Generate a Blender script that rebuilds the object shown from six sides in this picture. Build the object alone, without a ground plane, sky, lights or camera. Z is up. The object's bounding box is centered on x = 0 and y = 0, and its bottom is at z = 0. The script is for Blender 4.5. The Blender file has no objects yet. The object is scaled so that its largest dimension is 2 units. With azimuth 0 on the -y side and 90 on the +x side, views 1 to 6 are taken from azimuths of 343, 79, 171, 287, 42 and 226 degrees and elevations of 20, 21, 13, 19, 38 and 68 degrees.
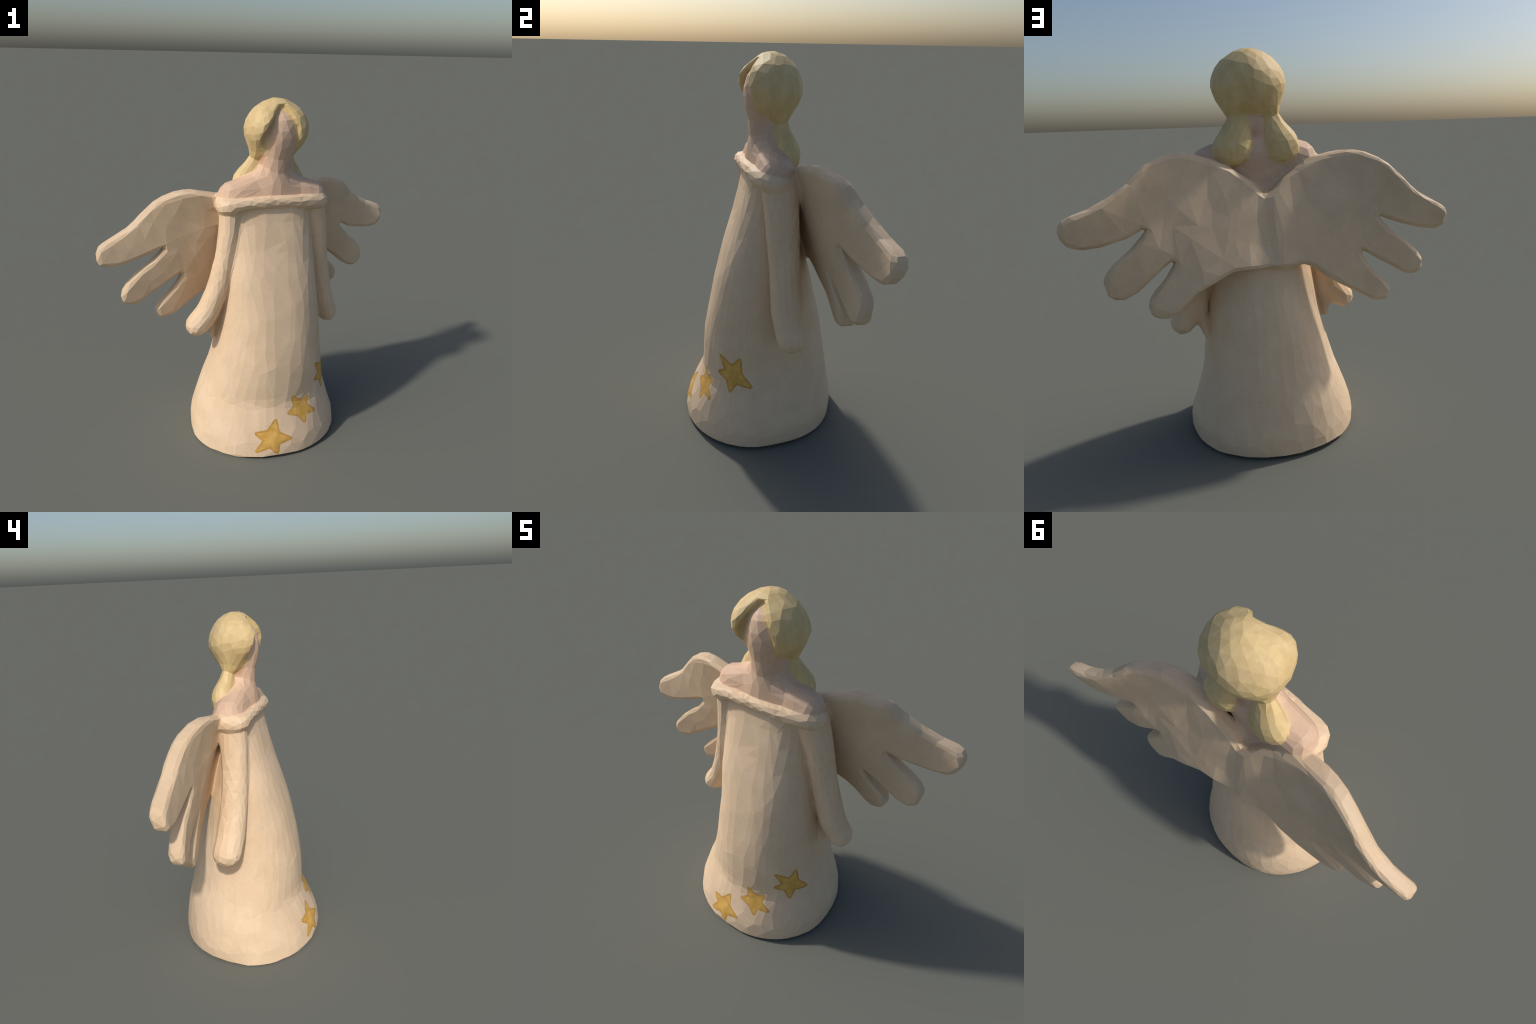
# Glazed clay angel figurine: one implicit body (smooth blends of simple solids),
# meshed once, thinned to coarse facets, then cut along the part borders.
import bpy, bmesh, math
import numpy as np
from mathutils import noise as mnoise, Vector

rng = np.random.default_rng(7)
STEP = 0.009            # sampling step of the implicit body
FACETS = 4600           # triangles after thinning

# ------------------------------------------------------------------ helpers
def smin(a, b, k):
    h = np.clip(0.5 + 0.5 * (b - a) / k, 0, 1)
    return b * (1 - h) + a * h - k * h * (1 - h)

def smax(a, b, k):
    return -smin(-a, -b, k)

def hermite(keys, vals, t):
    keys = np.asarray(keys, float); vals = np.asarray(vals, float)
    m = np.gradient(vals, keys); h = np.diff(keys)
    t = np.clip(t, keys[0], keys[-1])
    i = np.clip(np.searchsorted(keys, t) - 1, 0, len(keys) - 2)
    s = (t - keys[i]) / h[i]
    return ((2*s**3 - 3*s**2 + 1) * vals[i] + (s**3 - 2*s**2 + s) * h[i] * m[i]
            + (-2*s**3 + 3*s**2) * vals[i+1] + (s**3 - s**2) * h[i] * m[i+1])

def ellipsoid(P, c, r):
    q = (P - np.array(c)) / np.array(r)
    k0 = np.linalg.norm(q, axis=1)
    k1 = np.linalg.norm(q / np.array(r), axis=1) + 1e-9
    return k0 * (k0 - 1) / k1

def open_curve(pts, n=3):
    p = np.array(pts, float)
    p = np.concatenate([[2*p[0] - p[1]], p, [2*p[-1] - p[-2]]]); out = []
    for i in range(1, len(p) - 2):
        a, b, c, d = p[i-1:i+3]
        for t in np.arange(n) / n:
            out.append(0.5 * (2*b + (c-a)*t + (2*a-5*b+4*c-d)*t*t + (3*b-a-3*c+d)*t**3))
    return out + [p[-2]]

def limb(P, pts, squash=(1, 1, 1), k=0.02):
    """chain of round cones; pts = (x, y, z, radius); squash stretches the section"""
    s = np.array(squash, float); d = None
    if len(pts) > 3: pts = open_curve(pts)
    for a, b in zip(pts[:-1], pts[1:]):
        A = np.array(a[:3]); Bv = np.array(b[:3])
        ba = (Bv - A) / s; pa = (P - A) / s
        t = np.clip(pa @ ba / (ba @ ba), 0, 1)
        e = np.linalg.norm(pa - t[:, None] * ba, axis=1) - (a[3] + (b[3] - a[3]) * t)
        d = e if d is None else smin(d, e, k)
    return d * s.min()

def closed_curve(pts, n=6):
    """Catmull-Rom through control points"""
    p = np.array(pts, float); out = []
    for i in range(len(p)):
        a, b, c, d = p[i-1], p[i], p[(i+1) % len(p)], p[(i+2) % len(p)]
        for t in np.arange(n) / n:
            out.append(0.5 * (2*b + (c-a)*t + (2*a-5*b+4*c-d)*t*t + (3*b-a-3*c+d)*t**3))
    return np.array(out)

def polygon_distance(q, poly):
    d = np.full(len(q), 9.0); inside = np.zeros(len(q), bool)
    for a, b in zip(poly, np.roll(poly, -1, 0)):
        e = b - a; w = q - a
        t = np.clip(w @ e / (e @ e + 1e-12), 0, 1)
        d = np.minimum(d, np.hypot(w[:, 0] - t*e[0], w[:, 1] - t*e[1]))
        cross = (a[1] > q[:, 1]) != (b[1] > q[:, 1])
        with np.errstate(divide='ignore', invalid='ignore'):
            inside ^= cross & (q[:, 0] < (b[0]-a[0]) * (q[:, 1]-a[1]) / (b[1]-a[1]) + a[0])
    return np.where(inside, -d, d)

# ------------------------------------------------------------------ solids
LEVEL = [0, .1, .2, .3, .4, .52, .68, .85, 1.05, 1.25, 1.42, 1.5]
LEFT  = [-.460, -.452, -.422, -.384, -.348, -.312, -.278, -.250, -.228, -.212, -.205, -.205]
RIGHT = [.450, .444, .412, .382, .362, .346, .330, .316, .296, .274, .255, .250]
FRONT = [-.436, -.410, -.367, -.325, -.318, -.310, -.284, -.248, -.192, -.128, -.092, -.082]
BACK  = [.418, .418, .406, .390, .370, .348, .315, .272, .210, .140, .100, .090]

def dress(P):
    x, y, z = P.T
    l, r = hermite(LEVEL, LEFT, z), hermite(LEVEL, RIGHT, z)
    f, b = hermite(LEVEL, FRONT, z), hermite(LEVEL, BACK, z)
    mid = (f + b) / 2 - .05 * (b - f)
    u = np.abs(x - (l + r) / 2) / ((r - l) / 2)
    v = np.where(y < mid, (mid - y) / (mid - f), (y - mid) / (b - mid))
    # the front is boxier than the back, more so towards the shoulders
    boxy = np.interp(z, [0, .15, .5, 1.0, 1.4], [2.1, 2.2, 2.5, 2.5, 2.3])
    soft = np.interp(z, [0, .15, .5, .8, 1.0, 1.4], [2.0, 1.9, 1.9, 2.1, 2.6, 2.7])
    k = step(-.15, .1, x)
    p = np.where(y < mid, soft + (boxy - soft) * k, np.interp(z, [0, .7, .9], [2.14, 2.14, 2.0]) + .05 * k * (1 - step(.5, .7, z)) + .10 * k * step(.5, .7, z))
    d = ((u**p + v**p) ** (1 / p) - 1) * np.minimum(r - l, b - f) / 2 * 0.97
    ang = np.arctan2(y, x)
    foot = 0.010 + 0.012 * np.clip(np.cos(ang + 0.75), 0, 1) + 0.003 * np.sin(3*ang + 1) + .002*np.sin(7*ang) + .012 * np.clip(np.cos(ang - 2.0), 0, 1)
    d = smax(d, foot - z, 0.008)
    return smax(d, z - 1.45, 0.05)

def step(a, b, t):
    t = np.clip((t - a) / (b - a), 0, 1)
    return t * t * (3 - 2 * t)

def wing_guide(x, z):
    """rough y of the middle of the folded sheet that makes both wings"""
    a = np.abs(x); q = 1.2 - z
    left = .166 + .045*a - .089*a*a + .175*q - .341*q*a
    left -= .062 * step(1.10, 1.38, z) * step(.03, .20, a) * (1 - step(.48, .68, a))
    left += .012 * step(.95, .80, z) - .010 * step(.45, .6, a) * (1 - step(.7, .85, a))
    right = .167 + .102*a + .147*a*a + .18*q - .145*q*a
    right += .036 * step(1.40, .85, z) * step(.0, .25, a) * (1 - step(.45, .68, a))
    right += .028 * step(.58, .75, a) * step(1.08, 1.18, z) - .012 * step(.55, .7, a) * step(1.08, 1.0, z)
    right -= .012 * step(.2, .35, a) * (1 - step(.5, .65, a)) * step(1.15, 1.3, z)
    right += .010 * step(.06, .25, a) * (1 - step(.50, .72, a)) - .020 * step(.75, .95, a)
    right += .030 * step(.48, .6, a) * (1 - step(.68, .80, a)) * step(1.15, 1.3, z)
    lift = .036 * step(.30, .05, np.abs(x - .03)) * step(1.28, 1.02, z)
    return (left + lift), (right + lift)

def sheet_terms(a, z):
    q = 1.2 - z
    return np.stack([np.ones_like(a), a, a*a, a**3, a**4, q, q*a, q*a*a, q*a**3, q*q, q*q*a, q*q*a*a], -1)

WINGS = closed_curve([
    (.007, 1.313), 
    (-.09, 1.39), (-.22, 1.465), (-.36, 1.499), (-.46, 1.503), (-.53, 1.483), (-.605, 1.443),
    (-.69, 1.366), (-.775, 1.286), (-.895, 1.218), (-.945, 1.18), (-.955, 1.13), (-.935, 1.09), (-.86, 1.074),
    (-.72, 1.107), (-.62, 1.143), (-.575, 1.163), (-.62, 1.11), (-.715, 1.037), (-.80, 0.955), (-.832, 0.90),
    (-.815, 0.853), (-.75, 0.837), (-.66, 0.880), (-.55, 0.945), (-.475, 0.988), (-.525, 0.905), (-.595, 0.835),
    (-.637, 0.785), (-.633, 0.745), (-.60, 0.717), (-.52, 0.732), (-.375, 0.818), (-.28, 0.878), (-.18, 0.950),
    (-.06, 0.952), (.099, .956), (.185, .957), (.273, .918), (.373, .872), (.475, .788), (.540, .770), (.590, .793),
    (.605, .840), (.588, .885), (.525, .955), (.476, 1.030), (.566, .965), (.665, .888), (.725, .872), (.775, .892),
    (.792, .935), (.788, .995), (.74, 1.053), (.655, 1.118), (.594, 1.192), (.67, 1.157), (.77, 1.132), (.86, 1.125),
    (.92, 1.145), (.951, 1.19), (.952, 1.24), (.92, 1.277), (.82, 1.310), (.74, 1.352), (.655, 1.415), (.575, 1.485),
    (.487, 1.518), (.41, 1.525), (.329, 1.506), (.249, 1.478), (.167, 1.438), (.072, 1.371)])

# each half is eased to one smooth low-order sheet
gx, gz = [g.ravel() for g in np.meshgrid(np.linspace(0, .96, 50), np.linspace(.7, 1.55, 40))]
SHEET = []
for side in (0, 1):
    sx = gx * (2 * side - 1)
    ok = polygon_distance(np.stack([sx, gz], 1), WINGS) < .02
    SHEET.append(np.linalg.lstsq(sheet_terms(gx[ok], gz[ok]), wing_guide(sx[ok], gz[ok])[side], rcond=None)[0])

def wing_sheet(x, z):
    t = sheet_terms(np.abs(x), z)
    m = step(-.13, .13, x)
    return t @ SHEET[0] * (1 - m) + t @ SHEET[1] * m

def wings(P):
    x, y, z = P.T
    # the outline is needed once per (x, z) column only
    key, back = np.unique(np.round(P[:, [0, 2]], 5), axis=0, return_inverse=True)
    d2 = polygon_distance(key, WINGS)[back.reshape(-1)]
    thick = .086 - .012 * step(-.1, .1, x); edge = .027
    # the roots are thicker towards the front
    root = .016 * step(.10, .30, x) * step(.80, .50, x)
    w = np.abs(y - wing_sheet(x, z) + root / 2) - (thick + root) / 2 + edge
    e = d2 + edge + .003
    return np.minimum(np.maximum(w, e), 0) + np.hypot(np.maximum(w, 0), np.maximum(e, 0)) - edge

def arm_left(P):
    d = limb(P, [(-.206, -.002, 1.43, .059), (-.214, -.012, 1.30, .057), (-.240, -.016, 1.13, .056), (-.282, -.012, .95, .058),
                 (-.335, -.002, .81, .060), (-.388, .002, .735, .059), (-.420, .002, .704, .055)], (1, 1.28, 1), .02)
    web = limb(P, [(-.25, .02, .95, .03), (-.30, .03, .76, .038), (-.315, .018, .622, .020)])
    return smin(d, web, .04)

def arm_right(P):
    d = limb(P, [(.285, .046, 1.42, .070), (.315, .050, 1.30, .067), (.345, .058, 1.10, .063), (.374, .068, .92, .063),
                 (.408, .074, .78, .063), (.446, .088, .69, .060), (.462, .094, .655, .056)], (1, 1.17, 1), .02)
    web = limb(P, [(.34, .07, .88, .03), (.37, .08, .72, .036), (.338, .082, .585, .020)])
    return smin(d, web, .04)

def collar(P):
    return limb(P, [(-.214, .062, 1.430, .034), (-.248, .025, 1.428, .036), (-.256, -.030, 1.428, .036), (-.226, -.072, 1.434, .033),
                    (-.130, -.086, 1.449, .025), (.0, -.091, 1.455, .026), (.12, -.086, 1.453, .024), (.24, -.060, 1.439, .031),
                    (.318, -.024, 1.432, .034), (.342, .03, 1.420, .034), (.31, .085, 1.412, .028)], (1, 1, 1.15), .012)

def skin(P):
    x, y, z = P.T
    d = limb(P, [(.062, .012, 1.82, .074), (.050, .012, 1.70, .068), (.047, .018, 1.62, .067), (.042, .028, 1.50, .088)], (1, 1, 1), .04)
    d = smin(d, limb(P, [(.088, .036, 1.78, .062), (.092, .038, 1.64, .060), (.098, .034, 1.52, .070)]), .02)
    d = smin(d, limb(P, [(-.194, .020, 1.476, .080), (-.07, .018, 1.484, .075), (.045, .020, 1.486, .076), (.17, .028, 1.488, .073), (.280, .030, 1.458, .080)], (1, 1.0, 1), .03), .075)
    d = smin(d, limb(P, [(.0, .012, 1.585, .050), (-.10, .010, 1.522, .056), (-.17, .010, 1.485, .060)]), .03)
    d = smin(d, ellipsoid(P, (.04, .012, 1.40), (.25, .098, .12)), .03)
    face = ellipsoid(P, (.064, -.003, 1.810), (.100, .096, .130))
    return smin(d, face, .04)

def hair_cap(P):
    x, y, z = P.T
    q = np.abs(P - np.array((.058, .041, 1.836))) / np.array((.176, .152, .166))
    d = ((q ** 1.85).sum(1) ** (1 / 1.85) - 1) * .15
    d = smin(d, limb(P, [(-.022, .034, 1.80, .088), (-.045, .046, 1.71, .040)], (1, 1.1, 1)), .05)
    d = smin(d, limb(P, [(.15, .065, 1.80, .08), (.160, .075, 1.71, .030)], (1, 1.1, 1)), .05)
    d = smin(d, ellipsoid(P, (-.018, -.002, 1.846), (.090, .116, .106)), .03)
    d = smin(d, ellipsoid(P, (.138, .018, 1.850), (.090, .108, .106)), .03)
    q = 1.972 - z
    left = (.055 - .75 * q) - x
    right = x - (.075 + .72 * q)
    left = smax(left, -.058 - x, .03); right = smax(right, x - .155, .03)
    opening = smax(smax(left, right, .03) * .8, y + .080 - .065 * step(1.88, 1.97, z) - .25 * np.abs(x - .07), .02)
    opening = smax(opening, z - 1.972, .02)
    return smax(d, -opening, .022)

def lock_left(P):
    return limb(P, [(-.038, .056, 1.69, .021), (-.056, .062, 1.63, .031), (-.080, .078, 1.56, .055), (-.083, .087, 1.510, .056)], (1.38, .92, 1.05), .03)

def lock_right(P):
    return limb(P, [(.116, .074, 1.69, .027), (.128, .080, 1.63, .035), (.152, .098, 1.55, .057), (.160, .106, 1.505, .055)], (1.42, .92, 1.05), .03)

#            name        field      blend  bounding box
SOLIDS = {
    "dress":      (dress,      None,  (-.52, -.48, -.05, .52, .48, 1.55)),
    "arm_left":   (arm_left,   .014,  (-.55, -.16, .55, -.08, .20, 1.58)),
    "arm_right":  (arm_right,  .014,  (.12, -.13, .50, .60, .26, 1.58)),
    "skin":       (skin,       .010,  (-.36, -.25, 1.2, .44, .26, 2.04)),
    "collar":     (collar,     .012,  (-.36, -.22, 1.33, .44, .17, 1.56)),
    "wings":      (wings,      .025,  (-1.0, .0, .64, 1.0, .52, 1.60)),
    "hair":       (hair_cap,   .012,  (-.18, -.18, 1.58, .32, .28, 2.04)),
    "lock_left":  (lock_left,  .010,  (-.26, -.03, 1.38, .10, .24, 1.78)),
    "lock_right": (lock_right, .010,  (-.02, -.03, 1.38, .34, .26, 1.78)),
}

# ------------------------------------------------------------------ meshing
LO = np.array([-1.02, -.50, -.04]); HI = np.array([1.02, .52, 2.06])
N = np.ceil((HI - LO) / STEP).astype(int) + 1
axes = [LO[i] + STEP * np.arange(N[i]) for i in range(3)]
F = np.full(N, .2, np.float64)
for name, (fn, k, box) in SOLIDS.items():
    sl = []
    for i in range(3):
        a = np.searchsorted(axes[i], box[i]); b = np.searchsorted(axes[i], box[i+3])
        sl.append(slice(max(a, 0), min(b, N[i])))
    sl = tuple(sl)
    G = np.stack(np.meshgrid(*[axes[i][sl[i]] for i in range(3)], indexing='ij'), -1)
    d = fn(G.reshape(-1, 3)).reshape(G.shape[:3])
    F[sl] = np.minimum(F[sl], d) if k is None else smin(F[sl], d, k)

def surface_nets(F):
    s = F < 0
    cell = np.zeros(np.array(F.shape) - 1, np.int8)
    corners = [(i, j, k) for i in (0, 1) for j in (0, 1) for k in (0, 1)]
    nx, ny, nz = cell.shape
    for i, j, k in corners:
        cell += s[i:i+nx, j:j+ny, k:k+nz]
    act = np.argwhere((cell > 0) & (cell < 8))
    idx = np.full(cell.shape, -1, np.int64)
    idx[tuple(act.T)] = np.arange(len(act))
    acc = np.zeros((len(act), 3)); cnt = np.zeros(len(act))
    for a in corners:
        for ax in range(3):
            if a[ax]: continue
            b = list(a); b[ax] = 1
            fa = F[tuple((act + a).T)]; fb = F[tuple((act + b).T)]
            m = (fa < 0) != (fb < 0)
            t = fa[m] / (fa[m] - fb[m])
            p = act[m] + np.array(a, float); p[:, ax] += t
            acc[m] += p; cnt[m] += 1
    V = acc / cnt[:, None]
    Q = []
    for ax in range(3):
        o = [(1, 2), (2, 0), (0, 1)][ax]
        sa = [slice(None)] * 3; sb = [slice(None)] * 3
        sa[ax] = slice(0, -1); sb[ax] = slice(1, None)
        e = np.argwhere(s[tuple(sa)] != s[tuple(sb)])
        e = e[(e[:, o[0]] > 0) & (e[:, o[1]] > 0)]
        flip = s[tuple(sa)][tuple(e.T)]
        c = []
        for du, dv in ((0, 0), (1, 0), (1, 1), (0, 1)):
            q = e.copy(); q[:, o[0]] -= du; q[:, o[1]] -= dv
            c.append(idx[tuple(q.T)])
        c = np.stack(c, 1)
        c[~flip] = c[~flip][:, ::-1]
        Q.append(c)
    return V, np.concatenate(Q)

V, Q = surface_nets(F)
V = LO + V * STEP

# hand-modelled unevenness: low lumps before thinning
def lumps(P):
    return np.array([0.0045 * mnoise.noise(Vector((p[0]*7, p[1]*7, p[2]*5)))
                     + 0.0010 * mnoise.noise(Vector((p[0]*17+5, p[1]*17, p[2]*13))) for p in P])

fine = bpy.data.meshes.new("fine")
fine.from_pydata(V.tolist(), [], Q.tolist())
fine.update()
nrm = np.zeros(len(V) * 3); fine.vertices.foreach_get("normal", nrm); nrm = nrm.reshape(-1, 3)
lump = lumps(V) * np.clip((V[:, 2] - .02) / .05, 0, 1)
V2 = V + nrm * lump[:, None]
fine.vertices.foreach_set("co", V2.ravel()); fine.update()

helper = bpy.data.objects.new("helper", fine)
bpy.context.scene.collection.objects.link(helper)
sm = helper.modifiers.new("smooth", 'SMOOTH'); sm.factor = .5; sm.iterations = 2
dec = helper.modifiers.new("thin", 'DECIMATE')
dec.ratio = FACETS / (2 * len(Q)); dec.use_collapse_triangulate = True
dg = bpy.context.evaluated_depsgraph_get()
coarse = bpy.data.meshes.new_from_object(helper.evaluated_get(dg))
bpy.data.objects.remove(helper); bpy.data.meshes.remove(fine)

n = len(coarse.vertices)
P = np.zeros(n * 3); coarse.vertices.foreach_get("co", P); P = P.reshape(-1, 3)
# settle into the frame: lowest point 0, height 2.00
P[:, 2] -= P[:, 2].min(); P[:, 2] *= 2.0 / P[:, 2].max()
coarse.vertices.foreach_set("co", P.ravel()); coarse.update()
T = np.zeros(len(coarse.polygons) * 3, np.int64); coarse.polygons.foreach_get("vertices", T); T = T.reshape(-1, 3)
bpy.data.meshes.remove(coarse)
_, keep = np.unique(np.sort(T, 1), axis=0, return_index=True)      # drop doubled facets
T = T[np.sort(keep)]

# split every facet in four, twice, keeping it flat
def quarter(P, T):
    E = np.sort(np.concatenate([T[:, [0, 1]], T[:, [1, 2]], T[:, [2, 0]]]), 1)
    U, inv = np.unique(E, axis=0, return_inverse=True); inv = inv.reshape(-1)
    M = len(P) + inv.reshape(3, -1)
    P2 = np.concatenate([P, P[U].mean(1)])
    a, b, c = T.T; ab, bc, ca = M
    T2 = np.concatenate([np.stack(t, 1) for t in ((a, ab, ca), (ab, b, bc), (ca, bc, c), (ab, bc, ca))])
    return P2, T2
for _ in range(2):
    P, T = quarter(P, T)

# ------------------------------------------------------------------ stars painted near the hem
class Star:
    def __init__(self, centre, normal, tips, inner):
        self.c = np.array(centre); n = np.array(normal, float); self.n = n / np.linalg.norm(n)
        self.u = np.cross((0, 0, 1), self.n); self.u /= np.linalg.norm(self.u)
        self.v = np.cross(self.n, self.u)
        pts = []
        for i, (a, r) in enumerate(tips):
            b, r2 = tips[(i + 1) % 5]
            if b < a: b += 360
            pts.append((r * math.cos(math.radians(a)), r * math.sin(math.radians(a))))
            m = math.radians((a + b) / 2)
            pts.append((inner * math.cos(m), inner * math.sin(m)))
        self.poly = np.array(pts)
    def local(self, P):
        q = P - self.c
        return q @ self.u, q @ self.v, q @ self.n
    def field(self, P):
        u, v, w = self.local(P)
        d = polygon_distance(np.stack([u, v], 1), self.poly) - .011
        return np.maximum(d, np.abs(w) - .12)

STARS = [
    Star((-.050, -.398, .118), (-.1, -1, .18), [(75, .10), (161, .095), (217, .115), (288, .09), (354, .11)], .047),
    Star((.155, -.345, .250), (.42, -.85, .30), [(40, .080), (114, .090), (181, .080), (272, .080), (334, .098)], .040),
    Star((.318, -.190, .395), (.85, -.52, .18), [(69, .098), (131, .118), (185, .088), (262, .096), (331, .112)], .046),
]

# ------------------------------------------------------------------ part fields
def part_fields(P):
    out = {}
    far = lambda fn, box: np.where(
        np.all((P > np.array(box[:3]) - .02) & (P < np.array(box[3:]) + .02), axis=1), 1, 0)
    for name, (fn, k, box) in SOLIDS.items():
        m = far(fn, box).astype(bool)
        d = np.full(len(P), 1.0)
        if m.any(): d[m] = fn(P[m])
        out[name] = d
    z = P[:, 2]; s = out.pop("skin")
    w = out.pop("wings")
    out["wing_left"] = w + np.maximum(0, P[:, 0]) * .5
    out["wing_right"] = w + np.maximum(0, -P[:, 0]) * .5
    out["head"] = s + np.maximum(0, 1.72 - z) * .5
    out["neck"] = s + np.maximum(0, np.maximum(z - 1.72, 1.60 - z)) * .5
    out["torso"] = s + np.maximum(0, z - 1.60) * .5
    out["dress"] = out["dress"] + np.maximum(0, z - 1.44 + .18 * step(.0, .06, P[:, 1]))
    return out

ORDER = ["dress", "arm_left", "arm_right", "collar", "torso", "neck", "head", "hair", "lock_left", "lock_right", "wing_left", "wing_right"]

bm = bmesh.new()
for p in P: bm.verts.new(p)
bm.verts.ensure_lookup_table()
for t in T.tolist(): bm.faces.new([bm.verts[i] for i in t])
bm.verts.index_update(); bm.edges.ensure_lookup_table()

def cut(field):
    """run the zero line of a field through the mesh as edges"""
    bm.verts.index_update(); bm.verts.ensure_lookup_table()
    co = np.array([v.co for v in bm.verts]); g = field(co)
    g[np.abs(g) < 4e-4] = 0
    todo = [e for e in bm.edges if g[e.verts[0].index] * g[e.verts[1].index] < 0]
    zero = {v for v in bm.verts if g[v.index] == 0}
    for e in todo:
        a, b = e.verts; ga, gb = g[a.index], g[b.index]
        t = ga / (ga - gb)
        _, v = bmesh.utils.edge_split(e, a, t)
        zero.add(v)
    g = list(g)
    faces = {f for v in zero for f in v.link_faces if len(f.verts) > 3}
    for f in faces:
        vs = [v for v in f.verts if v in zero]
        # keep triangles: cut the polygon from a zero vertex
        if len(vs) == 2 and not any(set(e.verts) == set(vs) for e in f.edges):
            bmesh.utils.face_split(f, vs[0], vs[1])
    left = [f for f in bm.faces if len(f.verts) > 3]
    bmesh.ops.triangulate(bm, faces=left, quad_method='BEAUTY', ngon_method='BEAUTY')

def margin(name):
    def f(P):
        d = part_fields(P)
        return d[name] - np.min([d[o] for o in d if o != name], axis=0)
    return f
for name in ORDER: cut(margin(name))
bm.verts.index_update(); bm.verts.ensure_lookup_table()
near = np.min([s.field(np.array([v.co for v in bm.verts])) for s in STARS], 0) < .035
bmesh.ops.subdivide_edges(bm, edges=[e for e in bm.edges if near[e.verts[0].index] and near[e.verts[1].index]], cuts=3, use_grid_fill=True)
bmesh.ops.triangulate(bm, faces=[f for f in bm.faces if len(f.verts) > 3])
for s in STARS:
    cut(s.field)
    cut(lambda P, s=s: s.field(P) + .011)

bm.verts.index_update(); bm.verts.ensure_lookup_table()
centres = np.array([f.calc_center_median() for f in bm.faces])
pf = part_fields(centres)
label = np.argmin(np.stack([pf[o] for o in ORDER]), 0)
for i, s in enumerate(STARS):
    label[(s.field(centres) < 0) & (label == 0)] = len(ORDER) + i
VCO = np.array([v.co for v in bm.verts])
TRI = np.array([[v.index for v in f.verts] for f in bm.faces])
bm.free()

# ------------------------------------------------------------------ materials
def base_material(name):
    m = bpy.data.materials.new(name); m.use_nodes = True
    nt = m.node_tree; bs = nt.nodes["Principled BSDF"]
    return m, nt, bs

def mottled(name, light, dark, tint, rough=.58, scale=9, streak=(1, 1, 1), brown_patches=()):
    m, nt, bs = base_material(name)
    N = nt.nodes.new; L = nt.links.new
    tc = N("ShaderNodeTexCoord"); mp = N("ShaderNodeMapping"); mp.inputs["Scale"].default_value = streak
    L(tc.outputs["Object"], mp.inputs["Vector"])
    n1 = N("ShaderNodeTexNoise"); n1.inputs["Scale"].default_value = scale; n1.inputs["Detail"].default_value = 5
    n2 = N("ShaderNodeTexNoise"); n2.inputs["Scale"].default_value = 70; n2.inputs["Detail"].default_value = 3
    n3 = N("ShaderNodeTexNoise"); n3.inputs["Scale"].default_value = 3.0; n3.inputs["Detail"].default_value = 3
    for q in (n1, n2): L(mp.outputs[0], q.inputs["Vector"])
    L(tc.outputs["Object"], n3.inputs["Vector"])
    r1 = N("ShaderNodeValToRGB"); r1.color_ramp.elements[0].position = .35; r1.color_ramp.elements[1].position = .65
    r1.color_ramp.elements[0].color = (*dark, 1); r1.color_ramp.elements[1].color = (*light, 1)
    L(n1.outputs["Fac"], r1.inputs[0])
    mr = N("ShaderNodeMapRange"); mr.inputs[1].default_value = .45; mr.inputs[2].default_value = .75; mr.inputs[4].default_value = .5
    L(n3.outputs["Fac"], mr.inputs[0])
    mx = N("ShaderNodeMix"); mx.data_type = 'RGBA'
    L(mr.outputs[0], mx.inputs[0]); L(r1.outputs[0], mx.inputs[6]); mx.inputs[7].default_value = (*tint, 1)
    gr = N("ShaderNodeMapRange"); gr.inputs[1].default_value = .3; gr.inputs[2].default_value = .7
    gr.inputs[3].default_value = .97; gr.inputs[4].default_value = 1.03
    L(n2.outputs["Fac"], gr.inputs[0])
    mul = N("ShaderNodeMix"); mul.data_type = 'RGBA'; mul.blend_type = 'MULTIPLY'; mul.inputs[0].default_value = 1
    L(mx.outputs[2], mul.inputs[6]); L(gr.outputs[0], mul.inputs[7])
    colour = mul.outputs[2]
    for spot, radius, amount in brown_patches:        # soft-edged brown patch around a point in a hollow
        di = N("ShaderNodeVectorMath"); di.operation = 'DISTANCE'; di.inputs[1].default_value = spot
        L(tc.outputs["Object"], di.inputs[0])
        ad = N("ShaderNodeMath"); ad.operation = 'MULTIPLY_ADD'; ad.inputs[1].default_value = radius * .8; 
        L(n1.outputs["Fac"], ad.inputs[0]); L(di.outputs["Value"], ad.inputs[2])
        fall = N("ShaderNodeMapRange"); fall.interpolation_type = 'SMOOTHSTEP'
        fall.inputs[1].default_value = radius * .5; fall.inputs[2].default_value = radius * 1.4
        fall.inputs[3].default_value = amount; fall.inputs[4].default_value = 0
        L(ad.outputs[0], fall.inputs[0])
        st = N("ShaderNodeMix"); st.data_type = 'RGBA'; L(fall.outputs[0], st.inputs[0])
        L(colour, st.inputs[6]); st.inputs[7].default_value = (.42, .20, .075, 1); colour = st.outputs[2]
    L(colour, bs.inputs["Base Color"])
    bs.inputs["Roughness"].default_value = rough
    bs.inputs["Specular IOR Level"].default_value = .35
    return m

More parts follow.
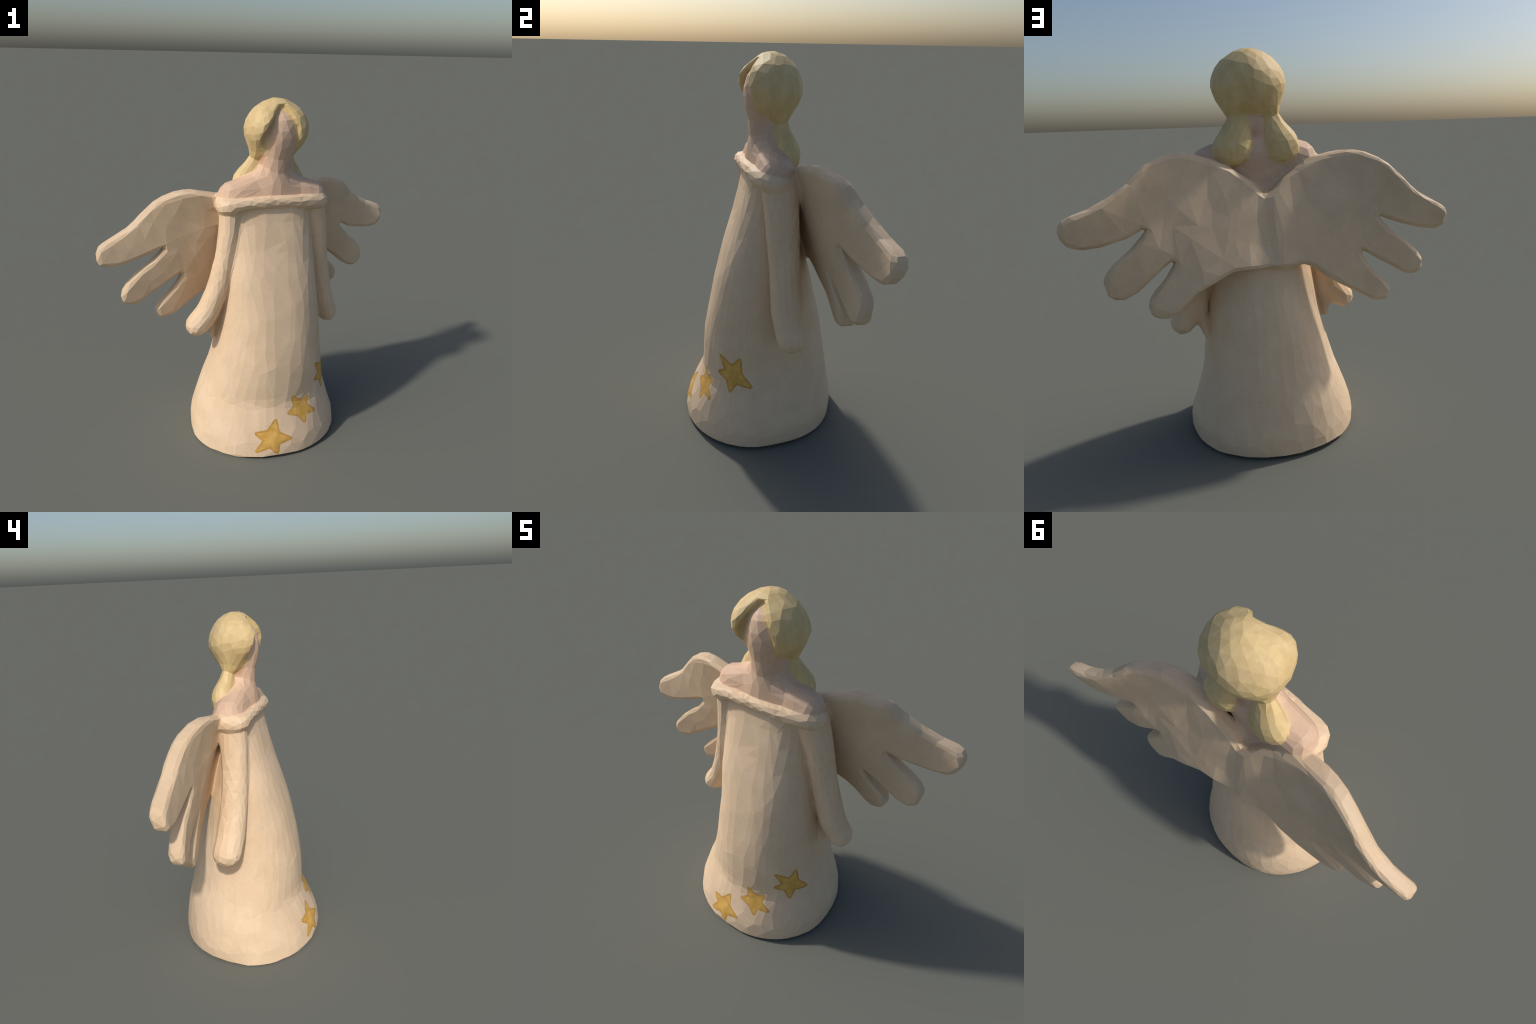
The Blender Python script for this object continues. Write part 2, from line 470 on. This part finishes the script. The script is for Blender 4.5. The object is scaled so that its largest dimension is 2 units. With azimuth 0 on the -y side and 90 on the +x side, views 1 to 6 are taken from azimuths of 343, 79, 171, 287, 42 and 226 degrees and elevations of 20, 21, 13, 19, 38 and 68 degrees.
CREAM = (.795, .595, .40); CREAM_D = (.74, .545, .355); CREAM_T = (.78, .555, .375)
PINK = (.70, .49, .34); PINK_D = (.63, .43, .30); PINK_T = (.70, .46, .305)
BLOND = (.72, .54, .27); BLOND_D = (.63, .465, .21); BLOND_T = (.69, .49, .28)
MAT = {
    "cream": mottled("cream_glaze", CREAM, CREAM_D, CREAM_T),
    "wing":  mottled("wing_glaze", (.715, .535, .355), (.655, .485, .315), (.695, .495, .325)),
    "skin":  mottled("pale_skin_glaze", PINK, PINK_D, PINK_T, brown_patches=(((-.025, .0, 1.685), .055, .75), ((.045, .10, 1.60), .05, .5))),
    "hair":  mottled("blond_hair_glaze", BLOND, BLOND_D, BLOND_T, streak=(2.2, 2.2, .8), scale=11, brown_patches=(((-.03, .0, 1.69), .05, .6),)),
    "gold":  mottled("gold_star_paint", (.78, .47, .12), (.64, .35, .065), (.72, .42, .11), scale=26),
    "rim":   mottled("star_outline_paint", (.66, .36, .09), (.52, .27, .06), (.64, .40, .16), scale=34),
}

# ------------------------------------------------------------------ objects
figure = bpy.data.objects.new("angel_figurine", None)
figure["label"] = "clay angel figurine in long cream dress with wings and golden stars"
figure["category"] = "angel figurine"
bpy.context.scene.collection.objects.link(figure)

def build(name, mask, mat, parent):
    t = TRI[mask]; used, inv = np.unique(t, return_inverse=True)
    me = bpy.data.meshes.new(name)
    me.from_pydata(VCO[used].tolist(), [], inv.reshape(-1, 3).tolist())
    me.polygons.foreach_set("use_smooth", [False] * len(t))
    me.materials.append(mat); me.update()
    ob = bpy.data.objects.new(name, me)
    bpy.context.scene.collection.objects.link(ob); ob.parent = parent
    return ob

PARTS = {"dress": ("dress", "cream"), "arm_left": ("arm", "cream"), "arm_right": ("arm", "cream"), "collar": ("collar", "cream"),
         "torso": ("torso", "skin"), "neck": ("neck", "skin"), "head": ("head", "skin"), "hair": ("hair", "hair"),
         "lock_left": ("hair_lock", "hair"), "lock_right": ("hair_lock", "hair"),
         "wing_left": ("wing", "wing"), "wing_right": ("wing", "wing")}
made = {}
for i, key in enumerate(ORDER):
    nm, mt = PARTS[key]
    par = made["head"] if key in ("hair",) else figure
    made[key] = build(nm, label == i, MAT[mt], par)
for i in range(len(STARS)):
    mask = label == len(ORDER) + i
    ob = build("star", mask, MAT["gold"], made["dress"])
    ob.data.materials.append(MAT["rim"])
    rim = STARS[i].field(centres[mask]) > -.011
    ob.data.polygons.foreach_set("material_index", rim.astype(np.int32)); ob.data.update()
